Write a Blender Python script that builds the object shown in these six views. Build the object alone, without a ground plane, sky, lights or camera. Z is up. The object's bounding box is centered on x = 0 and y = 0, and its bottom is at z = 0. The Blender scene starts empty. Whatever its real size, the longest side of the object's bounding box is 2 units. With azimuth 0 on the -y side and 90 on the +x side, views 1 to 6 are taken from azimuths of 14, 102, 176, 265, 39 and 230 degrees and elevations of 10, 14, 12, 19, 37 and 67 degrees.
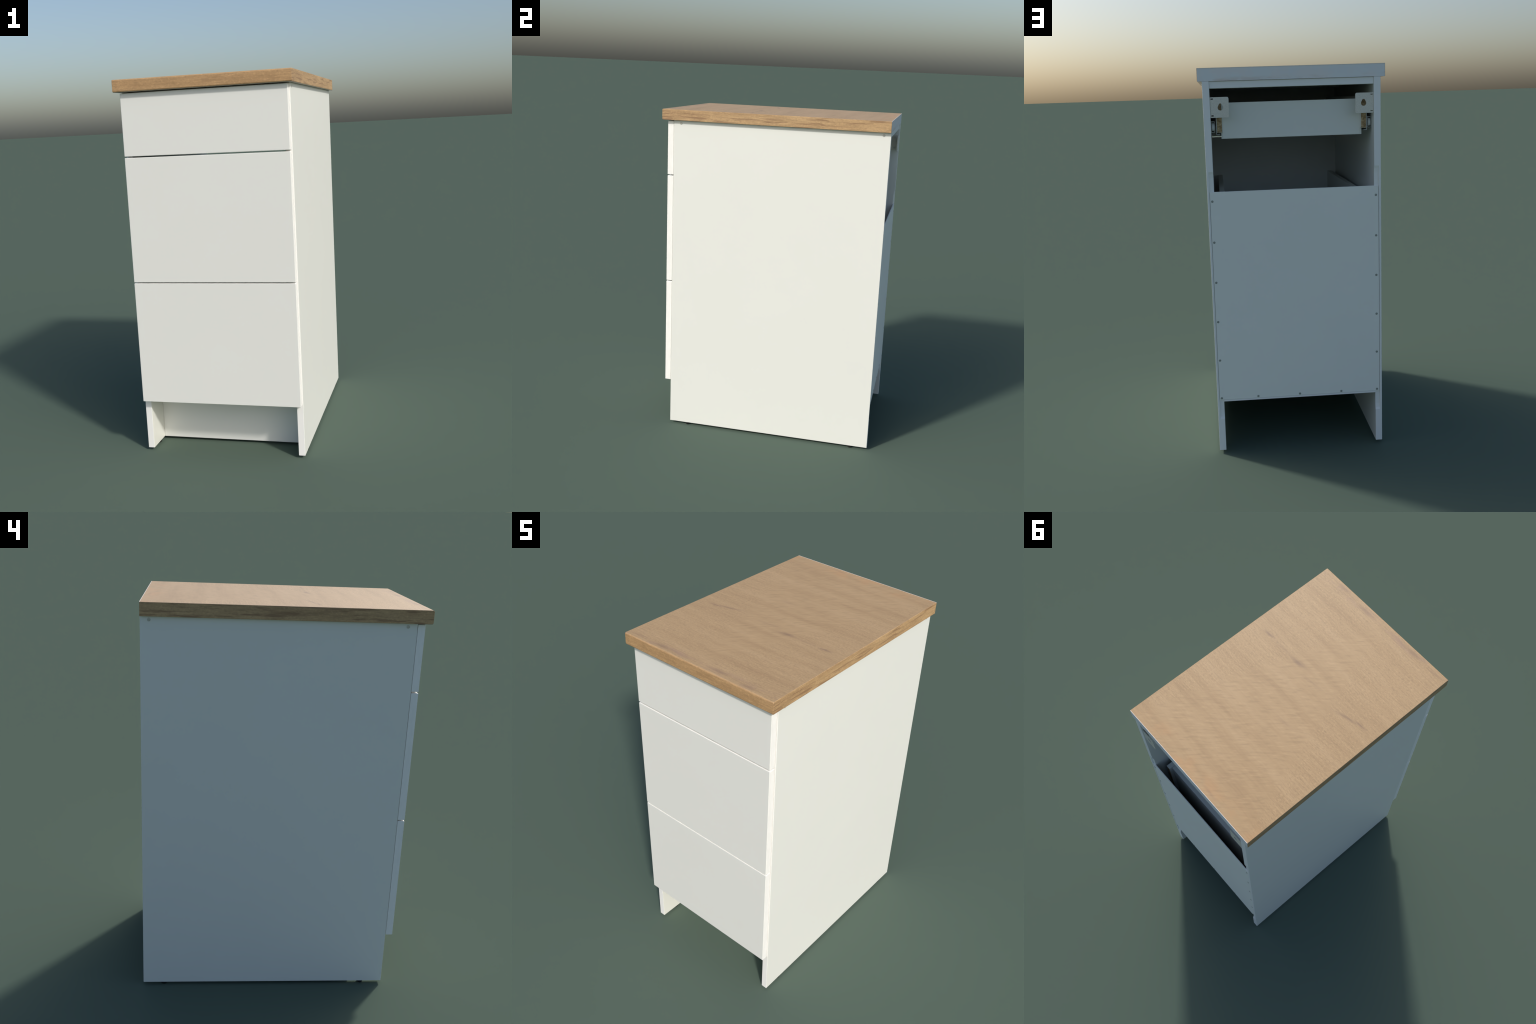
"""Tall narrow kitchen base cabinet: three drawers, oak worktop, open upper back."""
import bpy, bmesh, math
from mathutils import Vector, Matrix

# ------------------------------------------------------------------ sizes (m)
TOP_Z, TOP_BOTTOM = 2.0, 1.9368
TOP_X, TOP_Y = 0.4622, 0.6700           # half sizes of the worktop
SIDE_X, SIDE_T = 0.4393, 0.0343         # outer face of side panel, thickness
INNER_X = SIDE_X - SIDE_T
SIDE_Z0 = 0.0132
SIDE_Y0, SIDE_Y1 = -0.6040, 0.6698
REBATE_X = 0.4288                       # back-panel rebate, milled into the rear edge
REBATE_Y = 0.6620
REBATE_Z0, REBATE_Z1 = 0.190, 1.498
BACK_Z0, BACK_Z1 = 0.2970, 1.3970
FLOOR_Z0, FLOOR_Z1 = 0.2876, 0.3206
FRONT_X, FRONT_Y0, FRONT_Y1 = 0.4348, -0.6424, -0.6066
FRONT_SPLITS = [(0.2935, 0.9462), (0.9520, 1.6050), (1.6124, 1.9305)]
BOX_X, BOX_T = 0.3764, 0.0272           # drawer box: outer face of sides, thickness
BOX_END_Y, BOX_BACK_Y0, BOX_BACK_Y1 = 0.6150, 0.5675, 0.5970
# z of drawer box: underside of sides, top of sides, underside and top of back board, top of the floor
BOX_Z = [(0.345, 0.702, 0.330, 0.697, 0.366), (0.990, 1.359, 0.975, 1.354, 1.023), (1.6860, 1.8430, 1.6545, 1.8320, 1.6850)]

# ------------------------------------------------------------------ node helper
class Nodes:
    """Tiny wrapper that makes node graphs readable."""
    def __init__(self, name):
        self.mat = bpy.data.materials.new(name)
        self.mat.use_nodes = True
        self.t = self.mat.node_tree
        self.t.nodes.clear()
        self.out = self.t.nodes.new("ShaderNodeOutputMaterial")
        self.bsdf = self.t.nodes.new("ShaderNodeBsdfPrincipled")
        self.t.links.new(self.bsdf.outputs[0], self.out.inputs[0])
        self.coord = self.t.nodes.new("ShaderNodeTexCoord").outputs["Object"]

    def put(self, sock, v):
        if isinstance(v, bpy.types.NodeSocket):
            self.t.links.new(v, sock)
        elif isinstance(v, (tuple, list)) and len(v) == 3 and sock.type == 'RGBA':
            sock.default_value = (*v, 1)
        else:
            sock.default_value = v

    def math(self, op, a, b=0.0, c=0.0, clamp=False):
        n = self.t.nodes.new("ShaderNodeMath")
        n.operation, n.use_clamp = op, clamp
        for i, v in enumerate((a, b, c)):
            self.put(n.inputs[i], v)
        return n.outputs[0]

    def xyz(self, v=None):
        n = self.t.nodes.new("ShaderNodeSeparateXYZ")
        self.put(n.inputs[0], v or self.coord)
        return n.outputs

    def vec(self, x, y, z):
        n = self.t.nodes.new("ShaderNodeCombineXYZ")
        for i, v in enumerate((x, y, z)):
            self.put(n.inputs[i], v)
        return n.outputs[0]

    def scaled(self, s, loc=(0, 0, 0), v=None):
        n = self.t.nodes.new("ShaderNodeMapping")
        self.put(n.inputs[0], v or self.coord)
        n.inputs["Scale"].default_value = s
        n.inputs["Location"].default_value = loc
        return n.outputs[0]

    def noise(self, v, scale=1.0, detail=4, rough=0.55, distortion=0.0):
        n = self.t.nodes.new("ShaderNodeTexNoise")
        self.put(n.inputs["Vector"], v)
        n.inputs["Scale"].default_value = scale
        n.inputs["Detail"].default_value = detail
        n.inputs["Roughness"].default_value = rough
        n.inputs["Distortion"].default_value = distortion
        return n.outputs[0]

    def range(self, v, a, b, c=0.0, d=1.0, smooth=True):
        n = self.t.nodes.new("ShaderNodeMapRange")
        n.interpolation_type = 'SMOOTHSTEP' if smooth else 'LINEAR'
        for i, x in enumerate((v, a, b, c, d)):
            self.put(n.inputs[i], x)
        return n.outputs[0]

    def mix(self, f, a, b, mode='MIX'):
        n = self.t.nodes.new("ShaderNodeMix")
        n.data_type, n.blend_type = 'RGBA', mode
        self.put(n.inputs[0], f)
        self.put(n.inputs[6], a)
        self.put(n.inputs[7], b)
        return n.outputs[2]

    def ramp(self, v, stops):
        n = self.t.nodes.new("ShaderNodeValToRGB")
        e = n.color_ramp.elements
        while len(e) < len(stops):
            e.new(0.5)
        for el, (p, c) in zip(e, stops):
            el.position, el.color = p, (*c, 1)
        self.put(n.inputs[0], v)
        return n.outputs[0]

    def bump(self, h, strength, dist=0.002):
        n = self.t.nodes.new("ShaderNodeBump")
        n.inputs["Strength"].default_value = strength
        n.inputs["Distance"].default_value = dist
        self.put(n.inputs["Height"], h)
        self.put(self.bsdf.inputs["Normal"], n.outputs[0])

    def done(self, color, rough=0.5, spec=0.5, metal=0.0):
        self.put(self.bsdf.inputs["Base Color"], color)
        self.put(self.bsdf.inputs["Roughness"], rough)
        self.bsdf.inputs["Specular IOR Level"].default_value = spec
        self.bsdf.inputs["Metallic"].default_value = metal
        return self.mat

# ------------------------------------------------------------------ materials
def painted(name, color, vary=0.02, rough=0.45, scale=3.0, spec=0.35, bump=0.0):
    """White melamine foil: almost flat colour with the faintest cloudy drift."""
    n = Nodes(name)
    f = n.range(n.noise(n.coord, scale, 5, 0.6), 0.3, 0.7, smooth=False)
    darker = tuple(c * (1 - vary) for c in color)
    if bump:
        n.bump(n.noise(n.coord, 320, 2, 0.5), bump, 0.001)
    return n.done(n.mix(f, darker, color), rough, spec)

def edge_foil():
    """Brighter white edge banding with faint lengthwise rub marks."""
    n = Nodes("white_edge_foil")
    f = n.noise(n.scaled((60, 60, 14)), 1.0, 5, 0.65)
    f = n.range(f, 0.38, 0.62, smooth=False)
    return n.done(n.mix(f, (0.950, 0.948, 0.905), (0.995, 0.992, 0.955)), 0.45, 0.3)

def oak(name, along, light, mid, dark, knots=False, streak=0.5, rough=0.5):
    """Oak laminate. Noise stretched along the grain axis gives the figure; the
    top face adds knots (dark ellipses that bend the grain round them)."""
    n = Nodes(name)
    p = n.xyz()
    u, w = (p[0], p[1]) if along == 'x' else (p[1], p[0])
    z = p[2]
    knot_mask = None
    if knots:
        # centre along grain, across grain, length, width, depth, tilt
        KNOTS = [(-0.356, -0.151, 0.030, 0.007, 1.00, 0.05), (-0.285, -0.130, 0.060, 0.008, 0.70, 0.28),
                 (0.348, -0.153, 0.030, 0.008, 0.95, 0.10), (0.118, -0.154, 0.045, 0.010, 0.80, 0.12),
                 (-0.015, -0.128, 0.050, 0.006, 0.30, 0.10), (0.215, -0.150, 0.080, 0.010, 0.22, 0.00),
                 (0.126, -0.634, 0.050, 0.010, 0.55, 0.02), (-0.230, -0.644, 0.055, 0.011, 0.60, 0.02),
                 (-0.385, -0.640, 0.045, 0.009, 0.45, 0.05), (0.306, -0.646, 0.045, 0.009, 0.50, 0.0),
                 (-0.10, 0.125, 0.035, 0.010, 0.30, 0.1), (-0.146, 0.643, 0.05, 0.008, 0.35, 0.0)]
        wob = n.math('MULTIPLY', n.math('SUBTRACT', n.noise(n.scaled((14, 60, 60)), 1, 3), 0.5), 0.022)
        bend = None
        for cu, cw, lu, lw, d, tilt in KNOTS:
            du = n.math('SUBTRACT', u, cu)
            dw = n.math('SUBTRACT', n.math('SUBTRACT', w, cw), n.math('MULTIPLY', du, tilt))
            a = n.math('POWER', n.math('DIVIDE', du, lu), 2.0)
            b = n.math('POWER', n.math('DIVIDE', n.math('ADD', dw, wob), lw), 2.0)
            g = n.math('MULTIPLY', n.math('EXPONENT', n.math('MULTIPLY', n.math('ADD', a, b), -1.0)), d)
            knot_mask = g if knot_mask is None else n.math('MAXIMUM', knot_mask, g)
            if d > 0.75:                      # grain swerves round the strong knots
                b2 = n.math('POWER', n.math('DIVIDE', dw, lw * 4), 2.0)
                a2 = n.math('POWER', n.math('DIVIDE', du, lu * 2), 2.0)
                s = n.math('EXPONENT', n.math('MULTIPLY', n.math('ADD', a2, b2), -1.0))
                s = n.math('MULTIPLY', n.math('MULTIPLY', s, dw), -0.55)
                bend = s if bend is None else n.math('ADD', bend, s)
        w = n.math('ADD', w, bend)
    # slow waver of the grain lines
    waver = n.math('MULTIPLY', n.math('SUBTRACT', n.noise(n.scaled((2.2, 2.2, 2.2)), 1, 2), 0.5), 0.05)
    w = n.math('ADD', w, waver)

    def figure(su, sw, sz, detail, rough):
        return n.noise(n.vec(n.math('MULTIPLY', u, su), n.math('MULTIPLY', w, sw), n.math('MULTIPLY', z, sz)), 1, detail, rough)
    broad = figure(1.6, 16, 16, 4, 0.6)
    fine = figure(11, 120, 120, 3, 0.65)
    fleck = figure(80, 165, 150, 2, 0.6)
    cloud = n.noise(n.scaled((3, 3, 3)), 1, 3)
    col = n.ramp(n.range(broad, 0.22, 0.78, smooth=False), [(0.0, dark), (0.45, mid), (1.0, light)])
    lo, hi = tuple(c * 0.66 for c in mid), tuple(min(1, c * 1.20) for c in light)
    if knots:
        # the figure is calmer in a wedge that opens from the front centre to the back,
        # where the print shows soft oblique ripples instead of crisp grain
        half = n.math('ADD', n.math('MULTIPLY', n.math('ADD', p[1], 0.60), 0.34), 0.02)
        crisp = n.range(n.math('SUBTRACT', n.math('ABSOLUTE', p[0]), half), -0.05, 0.03)
        along_r = n.math('ADD', n.math('MULTIPLY', p[0], 0.69), n.math('MULTIPLY', p[1], 0.72))
        cross_r = n.math('SUBTRACT', n.math('MULTIPLY', p[1], 0.69), n.math('MULTIPLY', p[0], 0.72))
        ripple = n.noise(n.vec(n.math('MULTIPLY', along_r, 13), n.math('MULTIPLY', cross_r, 75), 0.0), 1, 3, 0.6)
        soft = n.math('SUBTRACT', 1.0, crisp)
        fw = n.math('ADD', n.math('MULTIPLY', crisp, 0.30), 0.05)
        col = n.mix(n.math('MULTIPLY', n.range(ripple, 0.50, 0.30), n.math('MULTIPLY', soft, 0.34)), col, lo)
        col = n.mix(n.math('MULTIPLY', n.range(ripple, 0.52, 0.74), n.math('MULTIPLY', soft, 0.34)), col, hi)
    else:
        crisp, fw = 1.0, 0.30 + 0.30 * streak
    col = n.mix(n.math('MULTIPLY', n.range(fine, 0.52, 0.30), fw), col, lo)
    col = n.mix(n.math('MULTIPLY', n.range(fine, 0.52, 0.72), n.math('MULTIPLY', fw, 0.8)), col, hi)
    col = n.mix(n.math('MULTIPLY', n.range(fleck, 0.48, 0.28), n.math('MULTIPLY', crisp, 0.48)), col, lo)
    col = n.mix(n.math('MULTIPLY', n.range(fleck, 0.54, 0.74), n.math('MULTIPLY', crisp, 0.50)), col, hi)
    col = n.mix(n.math('MULTIPLY', n.range(cloud, 0.5, 0.7), 0.16), col, tuple(c * 0.90 for c in mid))
    if knots:
        # warm orange tinge in patches along the rear edge
        tinge = n.math('MULTIPLY', n.range(p[1], 0.54, 0.65), n.range(n.noise(n.scaled((7, 9, 1)), 1, 3), 0.42, 0.66))
        col = n.mix(n.math('MULTIPLY', tinge, 0.45), col, (0.60, 0.33, 0.15))
        # mauve bloom in patches along the front edge
        bloom = n.math('MULTIPLY', n.range(p[1], -0.58, -0.64), n.range(n.noise(n.scaled((6, 20, 1), (3, 0, 0)), 1, 3), 0.48, 0.68))
        col = n.mix(n.math('MULTIPLY', bloom, 0.40), col, (0.37, 0.235, 0.180))
        col = n.mix(n.math('MULTIPLY', knot_mask, 0.66), col, (0.195, 0.115, 0.085))
        n.bump(fine, 0.15, 0.0012)
    else:
        # dark medullary dashes on the narrow edges
        d = figure(6, 60, 85, 3, 0.6)
        col = n.mix(n.math('MULTIPLY', n.range(d, 0.52, 0.64), streak), col, dark)
        n.bump(fine, 0.15, 0.0012)
    return n.done(col, rough, 0.5)

def chipboard():
    n = Nodes("raw_chipboard")
    f = n.noise(n.coord, 75, 4, 0.65)
    col = n.ramp(n.range(f, 0.3, 0.7, smooth=False),
                 [(0.0, (0.20, 0.125, 0.060)), (0.5, (0.45, 0.315, 0.175)), (1.0, (0.66, 0.52, 0.33))])
    n.bump(f, 0.5, 0.002)
    return n.done(col, 0.9, 0.2)

def raw_edge():
    """Cut rear edge of the worktop: off-white backing with faint stains below."""
    n = Nodes("white_worktop_backing")
    p = n.xyz()
    stain = n.noise(n.scaled((9, 9, 26)), 1, 4, 0.6)
    low = n.range(p[2], 1.965, 1.937)
    f = n.math('MULTIPLY', n.range(stain, 0.42, 0.66), n.math('MULTIPLY', low, 0.55))
    tint = n.mix(n.range(n.noise(n.coord, 7, 3), 0.4, 0.6), (0.90, 0.865, 0.84), (0.86, 0.875, 0.87))
    return n.done(n.mix(f, tint, (0.74, 0.60, 0.51)), 0.55, 0.3)

def zinc(name, color, rough=0.4, metal=0.75, grain=240):
    n = Nodes(name)
    f = n.noise(n.coord, grain, 2, 0.6)
    col = n.mix(n.range(f, 0.35, 0.65), tuple(c * 0.86 for c in color), color)
    n.bump(f, 0.15, 0.001)
    return n.done(col, rough, 0.5, metal)

PANEL = painted("white_melamine", (0.838, 0.853, 0.803), 0.015, 0.38, spec=0.5)
FRONT = painted("white_front_foil", (0.852, 0.858, 0.820), 0.012, 0.38, spec=0.5)
EDGE = edge_foil()
EDGE_PLAIN = painted("white_board_edge", (0.955, 0.950, 0.925), 0.01, 0.45)
BACKING = painted("white_back_board", (0.955, 0.960, 0.900), 0.02, 0.55)
DRAWER = painted("white_drawer_foil", (0.86, 0.86, 0.80), 0.02, 0.5)
OAK_TOP = oak("oak_laminate", 'x', (0.545, 0.372, 0.202), (0.490, 0.327, 0.170), (0.415, 0.268, 0.137), knots=True, rough=0.5)
OAK_FRONT = oak("oak_front_edge", 'x', (0.575, 0.365, 0.188), (0.485, 0.300, 0.146), (0.355, 0.212, 0.102), streak=0.45, rough=0.5)
OAK_SIDE = oak("oak_side_edge", 'y', (0.560, 0.375, 0.195), (0.480, 0.310, 0.155), (0.270, 0.155, 0.080), streak=0.8, rough=0.5)
RAW = raw_edge()
UNDER = painted("worktop_underside", (0.56, 0.50, 0.43), 0.06, 0.6)
CHIP = chipboard()
PLATE = zinc("pale_grey_plate", (0.82, 0.78, 0.68), 0.5, 0.15, 420)
STEEL = zinc("galvanised_steel", (0.60, 0.62, 0.63), 0.35, 0.8)
SCREW_STEEL = zinc("screw_steel", (0.60, 0.60, 0.55), 0.4, 0.4)
NAIL = zinc("nail_head_grey", (0.36, 0.38, 0.34), 0.55, 0.2)
PLASTIC = painted("white_roller_plastic", (0.78, 0.79, 0.78), 0.02, 0.4)
BLACK = painted("black_glide_plastic", (0.018, 0.018, 0.018), 0.1, 0.5)

# ------------------------------------------------------------------ mesh helper
COLL = bpy.context.scene.collection

def bm_box(x0, x1, y0, y1, z0, z1, bevel=0.0, seg=2):
    bm = bmesh.new()
    bmesh.ops.create_cube(bm, size=1.0)
    for v in bm.verts:
        v.co = Vector((x0 if v.co.x < 0 else x1, y0 if v.co.y < 0 else y1, z0 if v.co.z < 0 else z1))
    if bevel:
        bmesh.ops.bevel(bm, geom=bm.edges[:], offset=bevel, segments=seg, profile=0.5, affect='EDGES')
    return bm

def bm_prism(outline, axis, a, b):
    """Extrude a 2D outline from a to b along axis ('x': outline is (y, z), 'y': (x, z), 'z': (x, y))."""
    place = {'x': lambda p, t: (t, p[0], p[1]), 'y': lambda p, t: (p[0], t, p[1]), 'z': lambda p, t: (p[0], p[1], t)}[axis]
    bm = bmesh.new()
    va = [bm.verts.new(place(p, a)) for p in outline]
    vb = [bm.verts.new(place(p, b)) for p in outline]
    bm.faces.new(va)
    bm.faces.new(vb[::-1])
    k = len(outline)
    for i in range(k):
        bm.faces.new((va[i], vb[i], vb[(i + 1) % k], va[(i + 1) % k]))
    bmesh.ops.recalc_face_normals(bm, faces=bm.faces)
    return bm

def bm_turned(profile, seg=32):
    """Lathe a (radius, z) profile about z."""
    bm = bmesh.new()
    rings = [[bm.verts.new((r * math.cos(2 * math.pi * i / seg), r * math.sin(2 * math.pi * i / seg), z))
              for i in range(seg)] for r, z in profile]
    for lo, hi in zip(rings, rings[1:]):
        for i in range(seg):
            bm.faces.new((lo[i], lo[(i + 1) % seg], hi[(i + 1) % seg], hi[i]))
    bm.faces.new(rings[0][::-1])
    bm.faces.new(rings[-1])
    bmesh.ops.recalc_face_normals(bm, faces=bm.faces)
    return bm

def merge(*bms):
    out = bmesh.new()
    for b in bms:
        me = bpy.data.meshes.new("piece")
        b.to_mesh(me)
        b.free()
        out.from_mesh(me)
        bpy.data.meshes.remove(me)
    return out

def mesh_from(bm, name, mats, pick=None, smooth=True, angle=6):
    if pick:
        for f in bm.faces:
            f.material_index = pick(f)
    me = bpy.data.meshes.new(name)
    bm.to_mesh(me)
    bm.free()
    for m in mats:
        me.materials.append(m)
    if smooth:
        me.shade_smooth()
        me.set_sharp_from_angle(angle=math.radians(angle))
    return me

def add(name, mesh, parent, loc=(0, 0, 0), rot=(0, 0, 0)):
    ob = bpy.data.objects.new(name, mesh)
    ob.location, ob.rotation_euler = loc, rot
    ob.parent = parent
    COLL.objects.link(ob)
    return ob

def boolean_cut(mesh, cutter_bm):
    """Exact boolean difference, returned as a bmesh."""
    a = bpy.data.objects.new("work", mesh)
    cm = bpy.data.meshes.new("cut")
    cutter_bm.to_mesh(cm)
    cutter_bm.free()
    b = bpy.data.objects.new("cut", cm)
    COLL.objects.link(a)
    COLL.objects.link(b)
    m = a.modifiers.new("b", 'BOOLEAN')
    m.operation, m.object, m.solver = 'DIFFERENCE', b, 'EXACT'
    ev = a.evaluated_get(bpy.context.evaluated_depsgraph_get())
    bm = bmesh.new()
    bm.from_mesh(ev.to_mesh())
    ev.to_mesh_clear()
    bpy.data.objects.remove(a)
    bpy.data.objects.remove(b)
    bpy.data.meshes.remove(cm)
    bpy.data.meshes.remove(mesh)
    return bm

def arc(cx, cy, r, a0, a1, n=6):
    return [(cx + r * math.cos(math.radians(a0 + (a1 - a0) * i / n)),
             cy + r * math.sin(math.radians(a0 + (a1 - a0) * i / n))) for i in range(n + 1)]

# ------------------------------------------------------------------ the cabinet
cabinet = bpy.data.objects.new("kitchen_drawer_cabinet", None)
COLL.objects.link(cabinet)
cabinet["label"] = "white three-drawer kitchen base cabinet with oak worktop, open upper back"
cabinet["category"] = "kitchen cabinet"

# worktop: rounded long front edge, square cut ends with edge banding, raw white back
R = 0.0075
outline = arc(-TOP_Y + R, TOP_BOTTOM + R, R, 270, 180) + arc(-TOP_Y + R, TOP_Z - R, R, 180, 90)
outline += [(TOP_Y, TOP_Z), (TOP_Y, TOP_BOTTOM)]
bm = bm_prism(outline, 'x', -TOP_X, TOP_X)
ends = [e for e in bm.edges if len(e.link_faces) == 2 and abs(abs(e.link_faces[0].normal.x) - abs(e.link_faces[1].normal.x)) > 0.5]
bmesh.ops.bevel(bm, geom=ends, offset=0.0014, segments=1, affect='EDGES')

def worktop_slot(f):
    nrm = f.normal
    if abs(nrm.x) > 0.4:
        return 1
    if nrm.y > 0.6:
        return 3
    if nrm.z < -0.8:
        return 4
    if nrm.z < 0.75:
        return 2
    return 0
worktop = add("worktop", mesh_from(bm, "worktop", [OAK_TOP, OAK_SIDE, OAK_FRONT, RAW, UNDER], worktop_slot), cabinet)
# thin pale backing that just shows along the top rear edge
strip = bm_box(-TOP_X + 0.001, TOP_X - 0.001, TOP_Y - 0.0022, TOP_Y + 0.0002, TOP_Z - 0.004, TOP_Z + 0.0002)
add("backing_strip", mesh_from(strip, "backing_strip", [painted("pale_backing", (0.86, 0.80, 0.73), 0.1)]), worktop)

# side panels: box minus a milled rebate with sloping run-outs
def side_panel(sign):
    x0, x1 = sorted((sign * INNER_X, sign * SIDE_X))
    base = mesh_from(bm_box(x0, x1, SIDE_Y0, SIDE_Y1, SIDE_Z0, TOP_BOTTOM - 0.0006, 0.0014, 2), "side_panel", [PANEL, EDGE_PLAIN])
    deep = SIDE_Y1 + 0.01
    run = [(deep, REBATE_Z0 - 0.01), (SIDE_Y1, REBATE_Z0), (REBATE_Y + 0.003, REBATE_Z0 + 0.012), (REBATE_Y, REBATE_Z0 + 0.032),
           (REBATE_Y, REBATE_Z1 - 0.032), (REBATE_Y + 0.003, REBATE_Z1 - 0.012), (SIDE_Y1, REBATE_Z1), (deep, REBATE_Z1 + 0.01)]
    c0, c1 = sorted((sign * (INNER_X - 0.02), sign * REBATE_X))
    bm = boolean_cut(base, bm_prism(run, 'x', c0, c1))
    bm.normal_update()
    return mesh_from(bm, "side_panel", [PANEL, EDGE_PLAIN], lambda f: 1 if abs(f.normal.y) > 0.9 else 0)

screw_profile = [(0.0080, 0.0), (0.0080, 0.0007), (0.0066, 0.0014), (0.0046, 0.0012), (0.0042, 0.0004)]
screw_mesh = mesh_from(bm_turned(screw_profile, 24), "screw", [SCREW_STEEL], angle=50)
foot_mesh = mesh_from(bm_turned([(0.0085, 0.0), (0.0145, 0.0012), (0.0165, 0.0045), (0.0168, 0.0130), (0.0060, 0.0134)], 28), "foot_glide", [BLACK], angle=50)
for s in (1, -1):
    panel = add("side_panel", side_panel(s), cabinet)
    for y in (-0.5593, 0.6290):
        add("screw", screw_mesh, panel, (s * (SIDE_X + 0.0001), y, 1.9198), (0, s * math.pi / 2, 0))
    for y in (-0.4905, 0.5630):
        add("foot_glide", foot_mesh, panel, (s * 0.4225, y, 0))

# boards between the sides
GAP = 0.0004
rail_edges = lambda f: 1 if abs(f.normal.y) > 0.9 else 0
for y0, y1 in ((SIDE_Y0 + 0.001, SIDE_Y0 + 0.180), (0.490, 0.6635)):
    add("top_rail", mesh_from(bm_box(-INNER_X + GAP, INNER_X - GAP, y0, y1, 1.9018, TOP_BOTTOM - 0.001, 0.001, 1), "top_rail", [PANEL, EDGE_PLAIN], rail_edges), cabinet)
# the floor has its own rebate: a lip runs out below the back board
floor = [(SIDE_Y0 + 0.002, FLOOR_Z0), (SIDE_Y1 - 0.0006, FLOOR_Z0), (SIDE_Y1 - 0.0006, BACK_Z0 - 0.0006), (REBATE_Y, BACK_Z0 - 0.0006),
         (REBATE_Y, FLOOR_Z1), (SIDE_Y0 + 0.002, FLOOR_Z1)]
add("bottom_panel", mesh_from(bm_prism(floor, 'x', -INNER_X + GAP, INNER_X - GAP), "bottom_panel", [PANEL, EDGE_PLAIN], rail_edges), cabinet)
add("plinth", mesh_from(bm_box(-INNER_X + GAP, INNER_X - GAP, -0.4400, -0.4070, SIDE_Z0, FLOOR_Z0 - 0.0005, 0.001, 1), "plinth", [FRONT]), cabinet)

# thin back board nailed into the rebates
BACK_Y0, BACK_Y1 = REBATE_Y + 0.0003, 0.6688
back = add("back_panel", mesh_from(bm_box(-0.4268, 0.4268, BACK_Y0, BACK_Y1, BACK_Z0, BACK_Z1, 0.0008, 1), "back_panel", [BACKING]), cabinet)
nail_mesh = mesh_from(bm_turned([(0.0062, 0.0), (0.0060, 0.0006), (0.0045, 0.0011)], 20), "nail", [NAIL], angle=50)
spots = [(x, 0.3063 + 0.2087 * i) for x in (0.4160, -0.4128) for i in range(6)] + [(x, 0.3062) for x in (0.2231, 0.0017, -0.2200)]
for x, z in spots:
    add("nail", nail_mesh, back, (x, BACK_Y1 - 0.0001, z), (-math.pi / 2, 0, 0))

# drawers: front, box (sides, back, bottom) and the runner profile under each side
def drawer_box(z_side, z_top, z_back, z_back_top, z_floor):
    parts = []
    for s in (1, -1):
        x0, x1 = sorted((s * BOX_X, s * (BOX_X - BOX_T)))
        parts.append(bm_box(x0, x1, FRONT_Y1 + 0.0005, BOX_END_Y, z_side, z_top, 0.0010, 1))
    xi = BOX_X - BOX_T - 0.0004
    parts.append(bm_box(-xi, xi, BOX_BACK_Y0, BOX_BACK_Y1, z_back, z_back_top, 0.0008, 1))
    parts.append(bm_box(-xi, xi, FRONT_Y1 + 0.001, BOX_BACK_Y0 - 0.0005, z_floor - 0.010, z_floor))
    for s in (1, -1):     # short lower lugs of the back board, reaching under the sides
        x0, x1 = sorted((s * (xi + 0.0003), s * (xi + 0.0058)))
        parts.append(bm_box(x0, x1, BOX_BACK_Y0, BOX_BACK_Y1 - 0.0004, z_back, z_side - 0.001))
    bm = merge(*parts)
    bm.normal_update()
    return mesh_from(bm, "drawer", [DRAWER, CHIP],
                     lambda f: 1 if f.normal.y > 0.9 and f.calc_center_median().y > BOX_END_Y - 0.002 else 0)

def drawer_runner(s, z_side):
    """Folded steel strip: upright on the drawer side, lip turned in below it."""
    t, x, z = 0.0022, s * (BOX_X + 0.0004), z_side - 0.0105
    up = [(x, z), (x + s * t, z), (x + s * t, z + 0.085), (x, z + 0.085)]
    lip = [(x + s * t, z), (x - s * 0.015, z), (x - s * 0.015, z + t), (x + s * t, z + t)]
    y0, y1 = FRONT_Y1 + 0.03, BOX_END_Y + 0.001
    bm = merge(bm_prism(up, 'y', y0, y1), bm_prism(lip, 'y', y0 + 0.001, y1 - 0.001))
    return mesh_from(bm, "drawer_runner", [STEEL])

def cabinet_runner(s, z_mid):
    """C-shaped steel rail on the cabinet wall with turned-in lips."""
    xo, xi, t = s * (INNER_X - 0.0004), s * 0.3862, 0.0022
    z0, z1 = z_mid - 0.027, z_mid + 0.027
    bm = bm_prism([(xo, z0), (xi, z0), (xi, z0 + 0.008), (xi + s * t, z0 + 0.008), (xi + s * t, z0 + t), (xo - s * t, z0 + t),
                   (xo - s * t, z1 - t), (xi + s * t, z1 - t), (xi + s * t, z1 - 0.008), (xi, z1 - 0.008), (xi, z1), (xo, z1)],
                  'y', -0.58, 0.590)
    return mesh_from(bm, "cabinet_runner", [STEEL])

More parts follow.
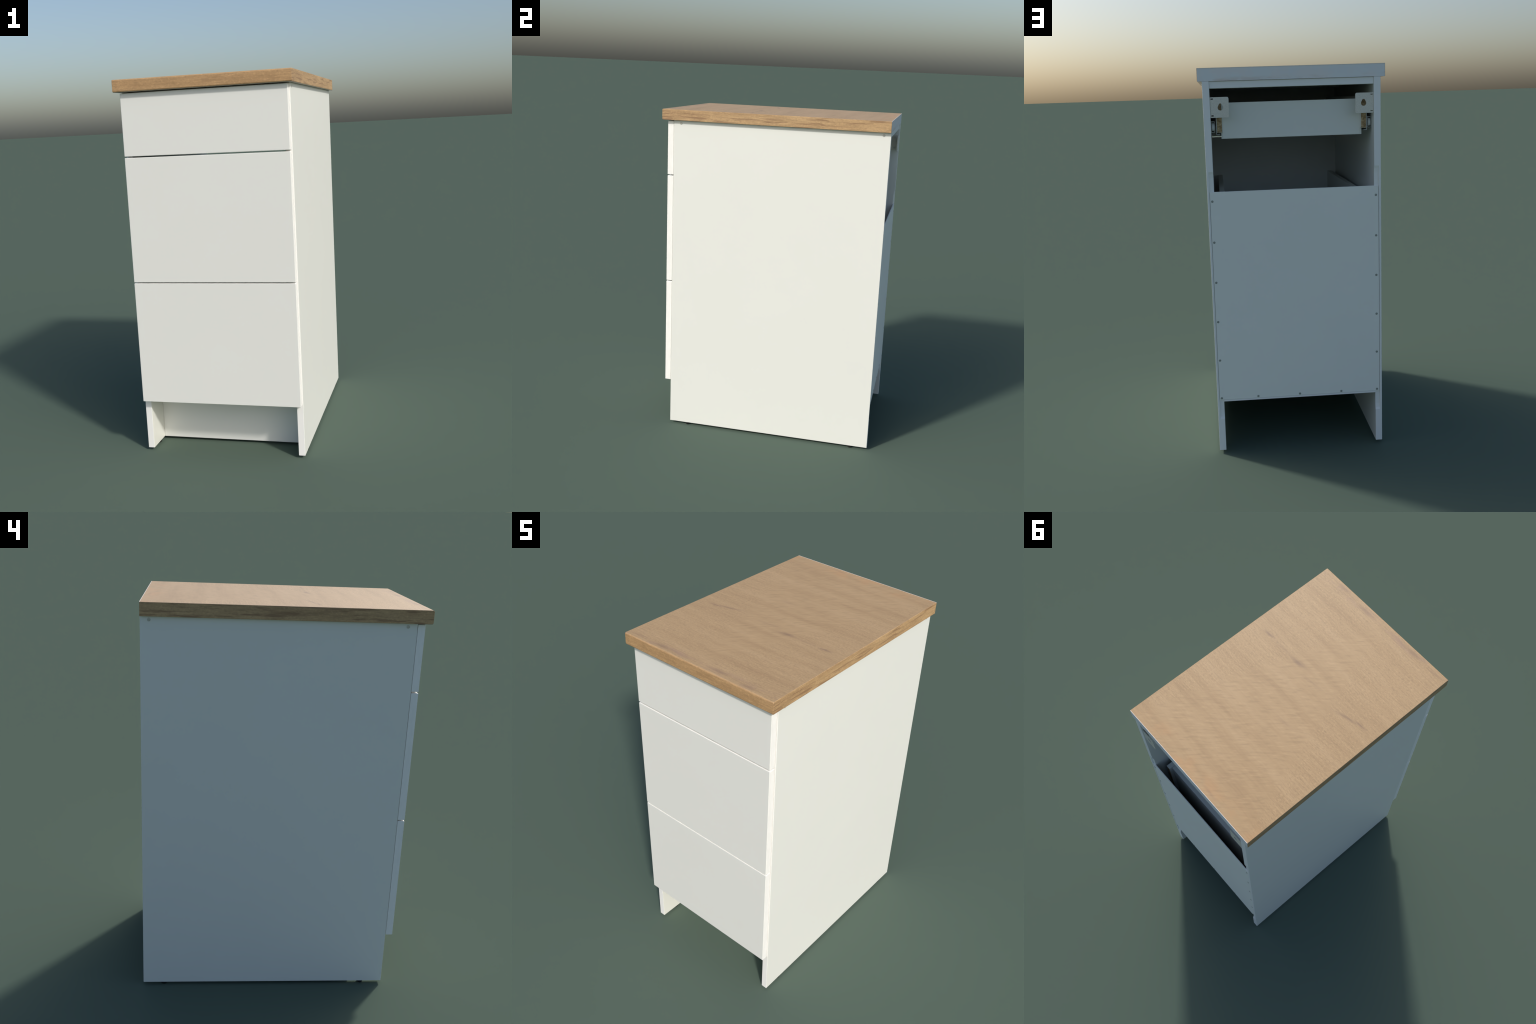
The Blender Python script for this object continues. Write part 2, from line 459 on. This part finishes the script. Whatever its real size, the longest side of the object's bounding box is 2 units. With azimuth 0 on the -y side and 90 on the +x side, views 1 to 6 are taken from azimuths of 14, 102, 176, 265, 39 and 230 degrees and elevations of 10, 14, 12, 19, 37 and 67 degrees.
roller_mesh = mesh_from(bm_turned([(0.004, -0.0095), (0.017, -0.0080), (0.0205, -0.0055), (0.0205, 0.0055), (0.017, 0.0080), (0.004, 0.0095)], 28), "roller", [PLASTIC], angle=50)
for (z0, z1), (zs, zt, zb, zbt, zf) in zip(FRONT_SPLITS, BOX_Z):
    drawer = add("drawer", drawer_box(zs, zt, zb, zbt, zf), cabinet)
    bm = bm_box(-FRONT_X, FRONT_X, FRONT_Y0, FRONT_Y1, z0, z1, 0.0022, 3)
    add("drawer_front", mesh_from(bm, "drawer_front", [FRONT, EDGE], lambda f: 0 if abs(f.normal.y) > 0.7 else 1), drawer)
    for s in (1, -1):
        add("drawer_runner", drawer_runner(s, zs), drawer)
        rail = add("cabinet_runner", cabinet_runner(s, zs + 0.0285), cabinet)
        add("roller", roller_mesh, rail, (s * 0.3930, 0.588, zs + 0.0285), (0, math.pi / 2, 0))

# wall brackets: zinc angle, pear-shaped hanging hole, two slots, two screws
def wall_bracket(s):
    xo, xi = INNER_X - 0.0032, 0.3132
    z0, z1, r = 1.7612, 1.8602, 0.008
    y0, y1 = 0.6625, 0.6655
    out = [(xo, z0), (xo, z1)] + arc(xi + r, z1 - r, r, 90, 180) + arc(xi + r, z0 + r, r, 180, 270)
    plate = mesh_from(bm_prism(out, 'y', y0, y1), "plate", [PLATE])
    hx, hz = 0.3545, 1.8095
    pear = arc(hx, hz, 0.0135, 155, 385, 16) + arc(hx, hz + 0.0120, 0.0082, 20, 160, 8)
    bm = boolean_cut(plate, bm_prism(pear, 'y', y0 - 0.02, y1 + 0.02))
    for zc in (1.8513, 1.7708):
        me = mesh_from(bm, "plate", [PLATE])
        bm = boolean_cut(me, bm_box(0.3890, 0.4005, y0 - 0.02, y1 + 0.02, zc - 0.0027, zc + 0.0027))
    leg = bm_box(INNER_X - 0.0034, INNER_X - 0.0004, 0.612, y1 - 0.0004, z0 + 0.0004, z1 - 0.0004, 0.0008, 1)
    bm = merge(bm, leg)
    for v in bm.verts:
        v.co.x *= s
    bmesh.ops.recalc_face_normals(bm, faces=bm.faces)
    return mesh_from(bm, "wall_bracket", [PLATE])

bracket_screw = mesh_from(bm_turned([(0.0070, 0.0), (0.0070, 0.0010), (0.0055, 0.0030), (0.0022, 0.0030), (0.0018, 0.0012)], 20), "bracket_screw", [SCREW_STEEL], angle=50)
for s in (1, -1):
    bracket = add("wall_bracket", wall_bracket(s), cabinet)
    for y, z in ((0.6415, 1.8454), (0.6415, 1.7765)):
        add("bracket_screw", bracket_screw, bracket, (s * (INNER_X - 0.0034), y, z), (0, -s * math.pi / 2, 0))
